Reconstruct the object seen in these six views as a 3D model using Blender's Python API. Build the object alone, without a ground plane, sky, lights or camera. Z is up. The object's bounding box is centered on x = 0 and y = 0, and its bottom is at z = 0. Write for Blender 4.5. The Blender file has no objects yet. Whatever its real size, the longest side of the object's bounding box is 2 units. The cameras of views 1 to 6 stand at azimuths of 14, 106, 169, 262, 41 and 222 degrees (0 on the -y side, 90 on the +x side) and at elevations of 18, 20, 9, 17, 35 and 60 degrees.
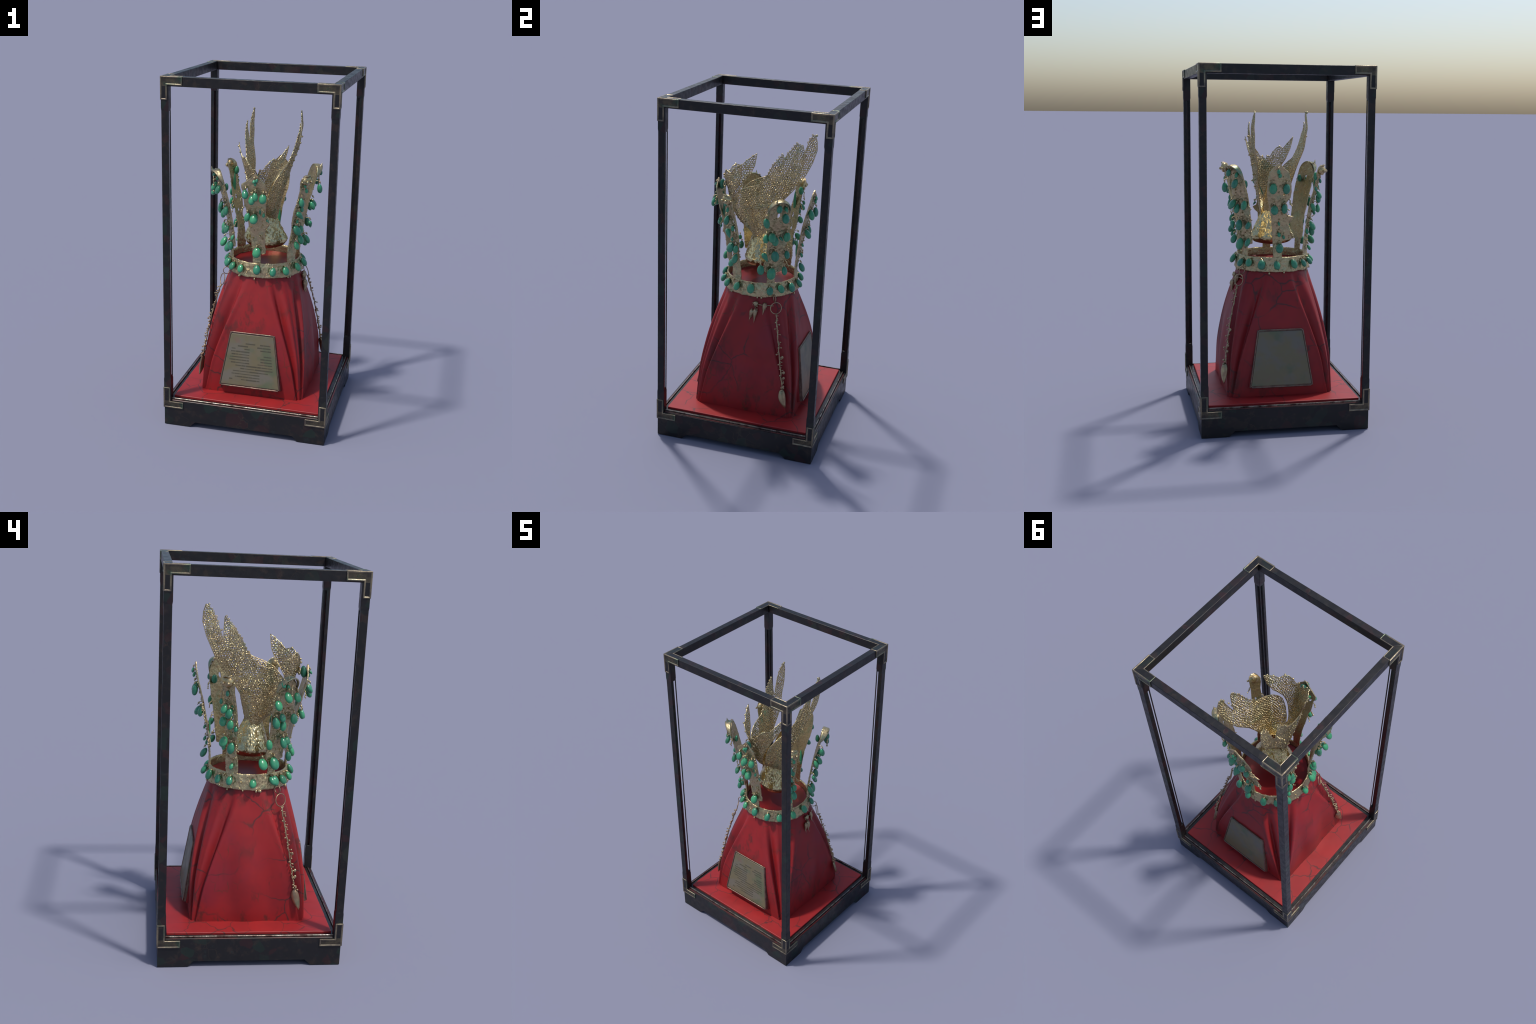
# A worn gilt crown with jade drops on a red draped stand, inside a black lacquered open display frame.
import bpy, bmesh, math, random
from mathutils import Vector, Matrix, noise

random.seed(7)
rad = math.radians
scene_coll = bpy.context.scene.collection


# ------------------------------------------------------------------ helpers
def lerp_table(table, x):
    """Piecewise linear lookup in a list of (key, value)."""
    if x <= table[0][0]:
        return table[0][1]
    for (a, fa), (b, fb) in zip(table, table[1:]):
        if x <= b:
            return fa + (fb - fa) * (x - a) / (b - a)
    return table[-1][1]


def smooth_table(table, x):
    """Monotone-ish cubic lookup (Catmull-Rom on the table)."""
    n = len(table)
    if x <= table[0][0]:
        return table[0][1]
    if x >= table[-1][0]:
        return table[-1][1]
    for i in range(n - 1):
        a, fa = table[i]
        b, fb = table[i + 1]
        if x <= b:
            ma = (fb - table[i - 1][1]) / (b - table[i - 1][0]) if i > 0 else (fb - fa) / (b - a)
            mb = (table[i + 2][1] - fa) / (table[i + 2][0] - a) if i + 2 < n else (fb - fa) / (b - a)
            t = (x - a) / (b - a)
            h = b - a
            return ((2*t**3 - 3*t**2 + 1) * fa + (t**3 - 2*t**2 + t) * h * ma
                    + (-2*t**3 + 3*t**2) * fb + (t**3 - t**2) * h * mb)


def mesh_from_bm(bm, name, mat, smooth=True, angle=40):
    bmesh.ops.recalc_face_normals(bm, faces=bm.faces)
    me = bpy.data.meshes.new(name)
    bm.to_mesh(me)
    bm.free()
    if smooth:
        me.shade_smooth() if hasattr(me, "shade_smooth") else None
        for p in me.polygons:
            p.use_smooth = True
        if angle is not None and hasattr(me, "set_sharp_from_angle"):
            me.set_sharp_from_angle(angle=rad(angle))
    if mat:
        me.materials.append(mat)
    return me


def add_obj(name, data, parent=None):
    ob = bpy.data.objects.new(name, data)
    scene_coll.objects.link(ob)
    if parent is not None:
        ob.parent = parent
        ob.matrix_parent_inverse = world_of(parent).inverted()
    return ob


def world_of(ob):
    m = Matrix.LocRotScale(ob.location, ob.rotation_euler, ob.scale)
    if ob.parent is not None:
        return world_of(ob.parent) @ ob.matrix_parent_inverse @ m
    return m


def empty(name, loc, label, category):
    ob = bpy.data.objects.new(name, None)
    ob.location = loc
    ob.empty_display_size = 0.1
    scene_coll.objects.link(ob)
    ob["label"] = label
    ob["category"] = category
    return ob


def box(bm, x0, x1, y0, y1, z0, z1):
    r = bmesh.ops.create_cube(bm, size=1.0)
    for v in r["verts"]:
        v.co = Vector(((x0 + x1) / 2 + v.co.x * (x1 - x0), (y0 + y1) / 2 + v.co.y * (y1 - y0), (z0 + z1) / 2 + v.co.z * (z1 - z0)))
    return r["verts"]


def ball(bm, c, r, seg=8, rings=6, squash=(1, 1, 1)):
    res = bmesh.ops.create_uvsphere(bm, u_segments=seg, v_segments=rings, radius=r)
    for v in res["verts"]:
        v.co = Vector((v.co.x * squash[0], v.co.y * squash[1], v.co.z * squash[2])) + Vector(c)


def tube(bm, pts, radius, sides=6, closed=False):
    """Sweep a round section along a polyline; radius may be a function of 0..1."""
    pts = [Vector(p) for p in pts]
    n = len(pts)
    rings = []
    prev = None
    for i, p in enumerate(pts):
        a = pts[(i - 1) % n] if (closed or i > 0) else p
        b = pts[(i + 1) % n] if (closed or i < n - 1) else p
        d = (b - a)
        if d.length < 1e-9:
            d = Vector((0, 0, 1))
        d.normalize()
        if prev is None:
            ref = Vector((0, 0, 1)) if abs(d.z) < 0.9 else Vector((1, 0, 0))
            u = d.cross(ref).normalized()
        else:
            u = (prev - d * prev.dot(d))
            if u.length < 1e-6:
                u = d.cross(Vector((1, 0, 0)))
            u.normalize()
        prev = u
        w = d.cross(u)
        rr = radius(i / max(1, n - 1)) if callable(radius) else radius
        rings.append([bm.verts.new(p + (u * math.cos(2 * math.pi * k / sides) + w * math.sin(2 * math.pi * k / sides)) * rr) for k in range(sides)])
    m = n if closed else n - 1
    for i in range(m):
        A, B = rings[i], rings[(i + 1) % n]
        off = 0
        if closed and i == n - 1:      # match twist at the seam
            off = min(range(sides), key=lambda o: sum((A[k].co - B[(k + o) % sides].co).length for k in range(sides)))
        for k in range(sides):
            bm.faces.new((A[k], A[(k + 1) % sides], B[(k + 1 + off) % sides], B[(k + off) % sides]))
    if not closed:
        bm.faces.new(rings[0])
        bm.faces.new(rings[-1][::-1])


def prism(bm, poly, to3d, depth_vec):
    """Extrude a planar polygon (list of 2D points) mapped by to3d along depth_vec."""
    a = [bm.verts.new(to3d(*p)) for p in poly]
    b = [bm.verts.new(Vector(to3d(*p)) + Vector(depth_vec)) for p in poly]
    bm.faces.new(a)
    bm.faces.new(b[::-1])
    n = len(poly)
    for i in range(n):
        bm.faces.new((a[i], b[i], b[(i + 1) % n], a[(i + 1) % n]))
    return a, b


# ------------------------------------------------------------------ materials
class Nodes:
    def __init__(self, name):
        self.mat = bpy.data.materials.new(name)
        self.mat.use_nodes = True
        self.t = self.mat.node_tree
        self.t.nodes.clear()
        self.out = self.t.nodes.new("ShaderNodeOutputMaterial")
        self.bsdf = self.t.nodes.new("ShaderNodeBsdfPrincipled")
        self.t.links.new(self.bsdf.outputs[0], self.out.inputs[0])
        self.co = self.t.nodes.new("ShaderNodeTexCoord").outputs["Object"]

    def link(self, a, b):
        self.t.links.new(a, b)

    def mapping(self, scale=(1, 1, 1), rot=(0, 0, 0), loc=(0, 0, 0)):
        n = self.t.nodes.new("ShaderNodeMapping")
        n.inputs["Scale"].default_value = scale
        n.inputs["Rotation"].default_value = rot
        n.inputs["Location"].default_value = loc
        self.link(self.co, n.inputs[0])
        return n.outputs[0]

    def noise(self, scale, detail=4, rough=0.55, vec=None, distort=0.0):
        n = self.t.nodes.new("ShaderNodeTexNoise")
        n.inputs["Scale"].default_value = scale
        n.inputs["Detail"].default_value = detail
        n.inputs["Roughness"].default_value = rough
        n.inputs["Distortion"].default_value = distort
        self.link(vec if vec is not None else self.co, n.inputs["Vector"])
        return n.outputs["Fac"], n.outputs["Color"]

    def voronoi(self, scale, feature="F1", vec=None, rand=1.0):
        n = self.t.nodes.new("ShaderNodeTexVoronoi")
        n.feature = feature
        n.inputs["Scale"].default_value = scale
        n.inputs["Randomness"].default_value = rand
        self.link(vec if vec is not None else self.co, n.inputs["Vector"])
        return n

    def warp(self, amount, scale, base=None):
        """Object coordinates pushed about by noise."""
        f, c = self.noise(scale, 3)
        s = self.t.nodes.new("ShaderNodeVectorMath")
        s.operation = "SUBTRACT"
        self.link(c, s.inputs[0])
        s.inputs[1].default_value = (0.5, 0.5, 0.5)
        m = self.t.nodes.new("ShaderNodeVectorMath")
        m.operation = "MULTIPLY_ADD"
        self.link(s.outputs[0], m.inputs[0])
        m.inputs[1].default_value = (amount,) * 3
        self.link(base if base is not None else self.co, m.inputs[2])
        return m.outputs[0]

    def ramp(self, fac, lo, hi, a=0.0, b=1.0):
        n = self.t.nodes.new("ShaderNodeMapRange")
        n.interpolation_type = "SMOOTHSTEP"
        n.inputs["From Min"].default_value = lo
        n.inputs["From Max"].default_value = hi
        n.inputs["To Min"].default_value = a
        n.inputs["To Max"].default_value = b
        self.link(fac, n.inputs["Value"])
        return n.outputs[0]

    def math(self, op, a, b):
        n = self.t.nodes.new("ShaderNodeMath")
        n.operation = op
        for i, v in enumerate((a, b)):
            if isinstance(v, (int, float)):
                n.inputs[i].default_value = v
            else:
                self.link(v, n.inputs[i])
        return n.outputs[0]

    def mix(self, fac, a, b, mode="MIX"):
        n = self.t.nodes.new("ShaderNodeMix")
        n.data_type = "RGBA"
        n.blend_type = mode
        if isinstance(fac, (int, float)):
            n.inputs[0].default_value = fac
        else:
            self.link(fac, n.inputs[0])
        for i, v in ((6, a), (7, b)):
            if isinstance(v, tuple):
                n.inputs[i].default_value = (*v, 1.0)
            else:
                self.link(v, n.inputs[i])
        return n.outputs[2]

    def set(self, name, v):
        s = self.bsdf.inputs[name]
        if isinstance(v, (int, float)):
            s.default_value = v
        elif isinstance(v, tuple):
            s.default_value = (*v, 1.0) if len(v) == 3 else v
        else:
            self.link(v, s)

    def bump(self, height, strength, dist=0.01):
        n = self.t.nodes.new("ShaderNodeBump")
        n.inputs["Strength"].default_value = strength
        n.inputs["Distance"].default_value = dist
        self.link(height, n.inputs["Height"])
        self.link(n.outputs[0], self.bsdf.inputs["Normal"])

    def object_random(self):
        return self.t.nodes.new("ShaderNodeObjectInfo").outputs["Random"]


def make_gold(name, base, dark, warm, green, rough=0.36, grain=160, bump=0.35, metal=0.85, verdigris=0.35):
    m = Nodes(name)
    f1, _ = m.noise(16, 5, 0.6)
    f2, _ = m.noise(46, 5, 0.65)
    f3, _ = m.noise(17, 3, 0.5, vec=m.mapping(loc=(3.1, 1.7, 5.2)))
    col = m.mix(m.ramp(f1, 0.38, 0.62), base, warm)
    f4, _ = m.noise(26, 5, 0.6, vec=m.mapping(loc=(8.3, 2.2, 0.7)))
    col = m.mix(m.ramp(f3, 0.54, 0.70, 0, 0.75), col, green)
    col = m.mix(m.ramp(f4, 0.60, 0.70, 0, verdigris), col, (0.085, 0.20, 0.135))
    col = m.mix(m.ramp(f2, 0.55, 0.72, 0, 0.75), col, dark)
    m.set("Base Color", col)
    m.set("Metallic", metal)
    m.set("Roughness", m.ramp(f2, 0.3, 0.7, rough - 0.1, rough + 0.14))
    g, _ = m.noise(grain, 3, 0.6)
    m.bump(g, bump, 0.004)
    return m.mat


GOLD = make_gold("aged_gold", (0.500, 0.420, 0.235), (0.230, 0.170, 0.085), (0.510, 0.390, 0.225), (0.340, 0.360, 0.210), rough=0.32, grain=95, bump=0.8, metal=0.9)
GOLD_SHEET = make_gold("polished_gold_sheet", (0.52, 0.42, 0.22), (0.26, 0.19, 0.09), (0.54, 0.40, 0.20), (0.36, 0.37, 0.20),
                       rough=0.24, grain=80, bump=0.45, metal=0.95)
GOLD_LATTICE = make_gold("pierced_gold", (0.560, 0.465, 0.260), (0.240, 0.180, 0.085), (0.580, 0.440, 0.235), (0.400, 0.400, 0.235),
                         rough=0.24, grain=120, bump=0.7, metal=0.92, verdigris=0.2)
GOLD_GREEN = make_gold("verdigris_gold", (0.42, 0.345, 0.20), (0.19, 0.14, 0.07), (0.30, 0.30, 0.19), (0.13, 0.24, 0.165),
                       rough=0.36, grain=95, bump=0.6, metal=0.8, verdigris=0.8)


def make_hammered():
    m = Nodes("hammered_gold")
    f1, _ = m.noise(11, 4, 0.6)
    col = m.mix(m.ramp(f1, 0.4, 0.65), (0.66, 0.55, 0.29), (0.52, 0.46, 0.26))
    v = m.voronoi(130, "SMOOTH_F1", vec=m.warp(0.010, 60))
    f2, _ = m.noise(60, 3)
    col = m.mix(m.ramp(f2, 0.58, 0.75, 0, 0.6), col, (0.26, 0.19, 0.09))
    m.set("Base Color", col)
    m.set("Metallic", 1.0)
    m.set("Roughness", 0.27)
    m.bump(v.outputs["Distance"], 0.12, 0.004)
    return m.mat


HAMMERED = make_hammered()


def make_jade():
    m = Nodes("jade_green_stone")
    r = m.object_random()
    f1, _ = m.noise(38, 5, 0.65, vec=m.warp(0.02, 25))
    f2, _ = m.noise(70, 4, 0.6, vec=m.mapping(scale=(1, 1, 0.35)))
    col = m.mix(m.ramp(r, 0.0, 1.0), (0.038, 0.270, 0.118), (0.022, 0.190, 0.100))
    col = m.mix(m.ramp(f1, 0.48, 0.75, 0, 0.55), col, (0.065, 0.26, 0.18))
    col = m.mix(m.ramp(f2, 0.60, 0.72, 0, 0.5), col, (0.10, 0.15, 0.09))
    m.set("Base Color", col)
    m.set("Roughness", 0.22)
    m.set("Coat Weight", 0.35)
    m.set("Coat Roughness", 0.12)
    m.set("Subsurface Weight", 0.0)
    m.bump(f1, 0.12, 0.004)
    return m.mat


JADE = make_jade()


def make_red_cloth(name, base, bright, crack_scale, crack_strength, worn=True, rough=0.46):
    m = Nodes(name)
    w = m.warp(0.10, 6)
    f1, _ = m.noise(5.5, 5, 0.6)
    col = m.mix(m.ramp(f1, 0.35, 0.68), base, bright)
    f5, _ = m.noise(3.0, 3, 0.5, vec=m.mapping(loc=(7, 2, 4)))
    col = m.mix(m.ramp(f5, 0.52, 0.7, 0, 0.5), col, (0.20, 0.016, 0.030))
    # hairline cracks, broken up so that only some of them show
    v = m.voronoi(crack_scale, "DISTANCE_TO_EDGE", vec=w)
    line = m.ramp(v.outputs["Distance"], 0.0, 0.024, 1.0, 0.0)
    gate, _ = m.noise(4.2, 2, 0.5, vec=m.mapping(loc=(1.3, 8.2, 2.6)))
    crack = m.math("MULTIPLY", line, m.ramp(gate, 0.42, 0.58, 0, crack_strength))
    col = m.mix(crack, col, (0.045, 0.020, 0.020))
    if worn:
        # stained patches that run down the cloth
        p, _ = m.noise(13, 6, 0.7, vec=m.mapping(scale=(1, 1, 0.45)))
        q, _ = m.noise(3.3, 2, 0.5, vec=m.mapping(loc=(5.5, 0.4, 9.1)))
        st = m.math("MULTIPLY", m.ramp(p, 0.50, 0.62), m.ramp(q, 0.46, 0.62, 0, 0.65))
        col = m.mix(st, col, (0.042, 0.018, 0.014))
        e1 = m.voronoi(16, "DISTANCE_TO_EDGE", vec=m.warp(0.05, 14, m.mapping(scale=(1, 1, 0.6))))
        gg, _ = m.noise(5.1, 3, 0.6, vec=m.mapping(loc=(2.2, 6.1, 3.3)))
        fine = m.math("MULTIPLY", m.ramp(e1.outputs["Distance"], 0.0, 0.05, 1, 0), m.ramp(gg, 0.54, 0.66, 0, 0.6))
        col = m.mix(fine, col, (0.060, 0.030, 0.016))
    m.set("Base Color", col)
    m.set("Roughness", rough)
    m.set("Specular IOR Level", 0.32)
    g, _ = m.noise(240, 3)
    m.bump(g, 0.06, 0.003)
    return m.mat


RED_DRAPE = make_red_cloth("red_drape", (0.215, 0.0125, 0.0150), (0.265, 0.0130, 0.0145), 4.6, 0.85)
RED_FLOOR = make_red_cloth("red_floor_cloth", (0.225, 0.0150, 0.0165), (0.275, 0.0150, 0.0160), 6.5, 0.85, worn=False)
RED_TOP = make_red_cloth("red_top", (0.150, 0.0065, 0.0080), (0.180, 0.0070, 0.0080), 5.5, 0.3, worn=False, rough=0.36)  # drape red darkened: shade inside the crown band is in the base colour


def make_lacquer():
    m = Nodes("black_lacquer")
    w = m.warp(0.06, 9)
    v = m.voronoi(19, "F1", vec=w)
    sep = m.t.nodes.new("ShaderNodeSeparateColor")
    m.link(v.outputs["Color"], sep.inputs[0])
    base = (0.0105, 0.0102, 0.0112)
    col = m.mix(m.ramp(sep.outputs[0], 0.80, 0.95, 0, 0.45), base, (0.038, 0.011, 0.012))
    col = m.mix(m.ramp(sep.outputs[1], 0.84, 0.96, 0, 0.5), col, (0.012, 0.028, 0.020))
    mt, _ = m.noise(17, 5, 0.65, vec=m.mapping(loc=(6, 3, 8)))
    col = m.mix(m.ramp(mt, 0.52, 0.66, 0, 0.7), col, (0.030, 0.021, 0.017))
    mt2, _ = m.noise(15, 5, 0.65, vec=m.mapping(loc=(1, 7, 2)))
    col = m.mix(m.ramp(mt2, 0.58, 0.70, 0, 0.6), col, (0.017, 0.025, 0.026))
    e = m.voronoi(19, "DISTANCE_TO_EDGE", vec=w)
    gate, _ = m.noise(7, 2)
    ln = m.math("MULTIPLY", m.ramp(e.outputs["Distance"], 0.0, 0.035, 1, 0), m.ramp(gate, 0.54, 0.68, 0, 0.4))
    col = m.mix(ln, col, (0.060, 0.040, 0.026))
    m.set("Base Color", col)
    f, _ = m.noise(30, 4)
    m.set("Roughness", m.ramp(f, 0.3, 0.7, 0.28, 0.48))
    m.set("Specular IOR Level", 0.34)
    g, _ = m.noise(22, 5, 0.6)
    m.bump(g, 0.12, 0.01)
    return m.mat


LACQUER = make_lacquer()


def make_red_lacquer():
    m = Nodes("dark_red_lacquer")
    f, _ = m.noise(12, 4)
    m.set("Base Color", m.mix(m.ramp(f, 0.4, 0.65), (0.055, 0.006, 0.006), (0.014, 0.010, 0.011)))
    m.set("Roughness", 0.34)
    return m.mat


RED_LACQUER = make_red_lacquer()


def make_bronze(name, a, b, c, rough=0.36, metal=0.75):
    m = Nodes(name)
    f1, _ = m.noise(24, 5, 0.6, vec=m.warp(0.02, 20))
    f2, _ = m.noise(16, 3, 0.5, vec=m.mapping(loc=(2, 9, 4)))
    col = m.mix(m.ramp(f1, 0.36, 0.66), a, b)
    col = m.mix(m.ramp(f2, 0.55, 0.70, 0, 0.8), col, c)
    m.set("Base Color", col)
    m.set("Metallic", metal)
    m.set("Roughness", m.ramp(f1, 0.3, 0.7, rough - 0.08, rough + 0.12))
    g, _ = m.noise(60, 4)
    m.bump(g, 0.25, 0.006)
    return m.mat


BRONZE = make_bronze("dark_bronze", (0.27, 0.225, 0.150), (0.14, 0.115, 0.090), (0.085, 0.125, 0.085))
BRONZE_DARK = make_bronze("sunk_bronze", (0.105, 0.088, 0.058), (0.050, 0.042, 0.036), (0.040, 0.075, 0.050), rough=0.34, metal=0.7)
BRONZE_GREEN = make_bronze("greenish_bronze", (0.230, 0.210, 0.145), (0.120, 0.108, 0.095), (0.130, 0.175, 0.120), rough=0.26, metal=0.7)
EDGE_METAL = make_bronze("worn_edge_metal", (0.24, 0.21, 0.18), (0.06, 0.03, 0.026), (0.13, 0.15, 0.12), rough=0.32)
OLD_GOLD_WIRE = make_bronze("tarnished_gold_wire", (0.40, 0.32, 0.19), (0.34, 0.22, 0.14), (0.26, 0.25, 0.15), rough=0.36, metal=0.8)


def make_plaque(name, base, grey, green):
    m = Nodes(name)
    f1, _ = m.noise(11, 4, 0.55)
    f2, _ = m.noise(8, 3, 0.5, vec=m.mapping(loc=(4, 1, 3)))
    f3, _ = m.noise(9, 3, 0.5, vec=m.mapping(loc=(9, 6, 1)))
    col = m.mix(m.ramp(f1, 0.42, 0.66), base, grey)
    col = m.mix(m.ramp(f2, 0.54, 0.68, 0, 0.8), col, green)
    col = m.mix(m.ramp(f3, 0.62, 0.72, 0, 0.5), col, (0.17, 0.095, 0.075))
    m.set("Base Color", col)
    m.set("Metallic", 0.08)
    m.set("Roughness", m.ramp(f1, 0.3, 0.7, 0.32, 0.5))
    g, _ = m.noise(45, 4)
    m.bump(g, 0.12, 0.005)
    return m.mat


PLAQUE = make_plaque("olive_metal_plate", (0.145, 0.122, 0.068), (0.140, 0.126, 0.098), (0.088, 0.112, 0.062))
PLAQUE_TEXT = make_plaque("engraved_lines", (0.072, 0.062, 0.038), (0.075, 0.068, 0.044), (0.064, 0.068, 0.042))
FRAME_METAL = make_bronze("plaque_frame_metal", (0.20, 0.13, 0.10), (0.12, 0.075, 0.060), (0.13, 0.13, 0.09), metal=0.6)


# ------------------------------------------------------------------ display case
case = empty("display_case", (0, 0, 0), "open black lacquered display frame with red floor and bronze corner plates", "display case")

H = 0.4690           # half width of plinth and posts
TOP = 1.9985
LEDGE = 0.151


def quadrants():
    return [(-1, -1), (1, -1), (1, 1), (-1, 1)]


# plinth with four feet
bm = bmesh.new()
box(bm, -H, H, -H, H, 0.030, LEDGE)
for sx, sy in quadrants():
    a, b = 0.316, 0.286
    lo = [(a, a), (H, a), (H, H), (a, H)]
    hi = [(b, b), (H, b), (H, H), (b, H)]
    vl = [bm.verts.new((sx * x, sy * y, 0.0)) for x, y in lo]
    vh = [bm.verts.new((sx * x, sy * y, 0.0300)) for x, y in hi]
    bm.faces.new(vl)
    bm.faces.new(vh[::-1])
    for i in range(4):
        bm.faces.new((vl[i], vh[i], vh[(i + 1) % 4], vl[(i + 1) % 4]))
me = mesh_from_bm(bm, "plinth", LACQUER, angle=25)
plinth = add_obj("plinth", me, case)

# worn metal edging strips on the ledge
for inset, zt, th, mat_, nm in ((0.0045, LEDGE + 0.0035, 0.008, RED_LACQUER, "ledge_moulding"), (0.016, LEDGE + 0.0115, 0.006, EDGE_METAL, "edge_strip")):
    bm = bmesh.new()
    o = H - inset
    for k in range(4):
        a = k * math.pi / 2
        c, s = round(math.cos(a)), round(math.sin(a))
        prof = [(o - th, LEDGE - 0.004), (o, LEDGE - 0.004), (o, zt - 0.0015), (o - 0.0015, zt), (o - th + 0.001, zt), (o - th, zt - 0.001)]
        ends = []
        for e in (-1, 1):
            ends.append([bm.verts.new((c * p - s * e * (p - 0.0003), s * p + c * e * (p - 0.0003), z)) for p, z in prof])
        A, B = ends
        n = len(prof)
        for i in range(n):
            bm.faces.new((A[i], A[(i + 1) % n], B[(i + 1) % n], B[i]))
        bm.faces.new(A)
        bm.faces.new(B[::-1])
    ob = add_obj(nm, mesh_from_bm(bm, nm, mat_, angle=25), case)
bm = bmesh.new()
box(bm, -(H - .025), H - .025, -(H - .025), H - .025, LEDGE - .003, LEDGE + .0045)
add_obj("inner_ledge", mesh_from_bm(bm, "inner_ledge", LACQUER, angle=25), case)

# red floor slab
bm = bmesh.new()
F = 0.4245
N = 40
FLOOR_Z = 0.168
grid = [[bm.verts.new((-F + 2 * F * i / N, -F + 2 * F * j / N, FLOOR_Z + 0.0012 * noise.noise(Vector((i * .35, j * .35, 2.0))))) for j in range(N + 1)] for i in range(N + 1)]
for i in range(N):
    for j in range(N):
        bm.faces.new((grid[i][j], grid[i + 1][j], grid[i + 1][j + 1], grid[i][j + 1]))
edge = [e for e in bm.edges if len(e.link_faces) == 1]
ret = bmesh.ops.extrude_edge_only(bm, edges=edge)
for v in [g for g in ret["geom"] if isinstance(g, bmesh.types.BMVert)]:
    v.co.z = LEDGE + 0.001
floor = add_obj("floor_cloth", mesh_from_bm(bm, "floor_cloth", RED_FLOOR, angle=50), case)
bv = floor.modifiers.new("bevel", "BEVEL")
bv.width, bv.segments, bv.limit_method = 0.003, 2, "ANGLE"


# posts: L-section between thick square ends, with a thin inner bead leaving a slit for the pane
def post_mesh():
    bm = bmesh.new()
    o, w, t = -H, 0.0375, 0.0185
    z0, z1 = 0.285, 1.832
    i_ = o - 0.0010
    Lsec = [(i_, i_), (o + w, i_), (o + w, o + t), (o + t, o + t), (o + t, o + w), (i_, o + w)]
    prism(bm, Lsec, lambda x, y: (x, y, z0), (0, 0, z1 - z0))
    # taper to the thicker ends
    for za, zb, zc in ((LEDGE - 0.002, z0 - 0.002, 0.300), (1.950, z1 + 0.002, 1.817)):
        wide = 0.0400
        sq = lambda q, e, z: [(o - e, o - e, z), (o + q, o - e, z), (o + q, o + q, z), (o - e, o + q, z)]
        A = [bm.verts.new(p) for p in sq(wide, 0.0024, za)]
        B = [bm.verts.new(p) for p in sq(wide, 0.0024, zb)]
        C = [bm.verts.new(p) for p in sq(0.0372, 0.0006, zc)]
        for ring in (A, C):
            bm.faces.new(ring)
        for i in range(4):
            bm.faces.new((B[i], C[i], C[(i + 1) % 4], B[(i + 1) % 4]))
        for i in range(4):
            bm.faces.new((A[i], B[i], B[(i + 1) % 4], A[(i + 1) % 4]))
    return mesh_from_bm(bm, "post", LACQUER, angle=25)


pm = post_mesh()
bm = bmesh.new()
o = -H
box(bm, o + 0.0180, o + 0.0215, o + 0.0180, o + 0.0215, 0.284, 1.833)
gm = mesh_from_bm(bm, "pane_groove", RED_LACQUER, angle=25)
bm = bmesh.new()
box(bm, o + 0.0335, o + 0.0383, o + 0.0335, o + 0.0383, 0.284, 1.833)
cm = mesh_from_bm(bm, "inner_bead", LACQUER, angle=25)
for k in range(4):
    p = add_obj("post", pm, case)
    p.rotation_euler.z = k * math.pi / 2
    b = p.modifiers.new("bevel", "BEVEL")
    b.width, b.segments, b.limit_method = 0.0018, 2, "ANGLE"
    for nm, m_ in (("pane_groove", gm), ("inner_bead", cm)):
        q = add_obj(nm, m_, case)
        q.rotation_euler.z = k * math.pi / 2

# top rails
bm = bmesh.new()
RW, RZ = 0.0390, 1.9475
a, b = H, H - RW
prof = [(b, RZ), (a, RZ), (a, TOP), (b, TOP)]
ends = []
for e in (-1, 1):
    ends.append([bm.verts.new((e * (p - 0.0002), -p, z)) for p, z in prof])
for i in range(4):
    bm.faces.new((ends[0][i], ends[0][(i + 1) % 4], ends[1][(i + 1) % 4], ends[1][i]))
bm.faces.new(ends[0])
bm.faces.new(ends[1][::-1])
rm = mesh_from_bm(bm, "top_rail", LACQUER, angle=25)
for k in range(4):
    r = add_obj("top_rail", rm, case)
    r.rotation_euler.z = k * math.pi / 2
    b_ = r.modifiers.new("bevel", "BEVEL")
    b_.width, b_.segments, b_.limit_method = 0.0025, 2, "ANGLE"


# bronze corner plates: raised L plates with a sunk panel
def l_plate(bm, poly, to3d, normal, thick, border=0.0072, sink=0.0034, sunk=1):
    base = [bm.verts.new(to3d(*p)) for p in poly]
    top = [bm.verts.new(Vector(to3d(*p)) + Vector(normal) * thick) for p in poly]
    n = len(poly)
    bm.faces.new(base[::-1])
    for i in range(n):
        bm.faces.new((base[i], base[(i + 1) % n], top[(i + 1) % n], top[i]))
    f = bm.faces.new(top)
    bmesh.ops.recalc_face_normals(bm, faces=bm.faces)
    r = bmesh.ops.inset_region(bm, faces=[f], thickness=border, depth=0.0)
    r = bmesh.ops.inset_region(bm, faces=[f], thickness=0.0040, depth=0.0)
    for v in f.verts:
        v.co -= Vector(normal) * sink
    f.material_index = sunk


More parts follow.
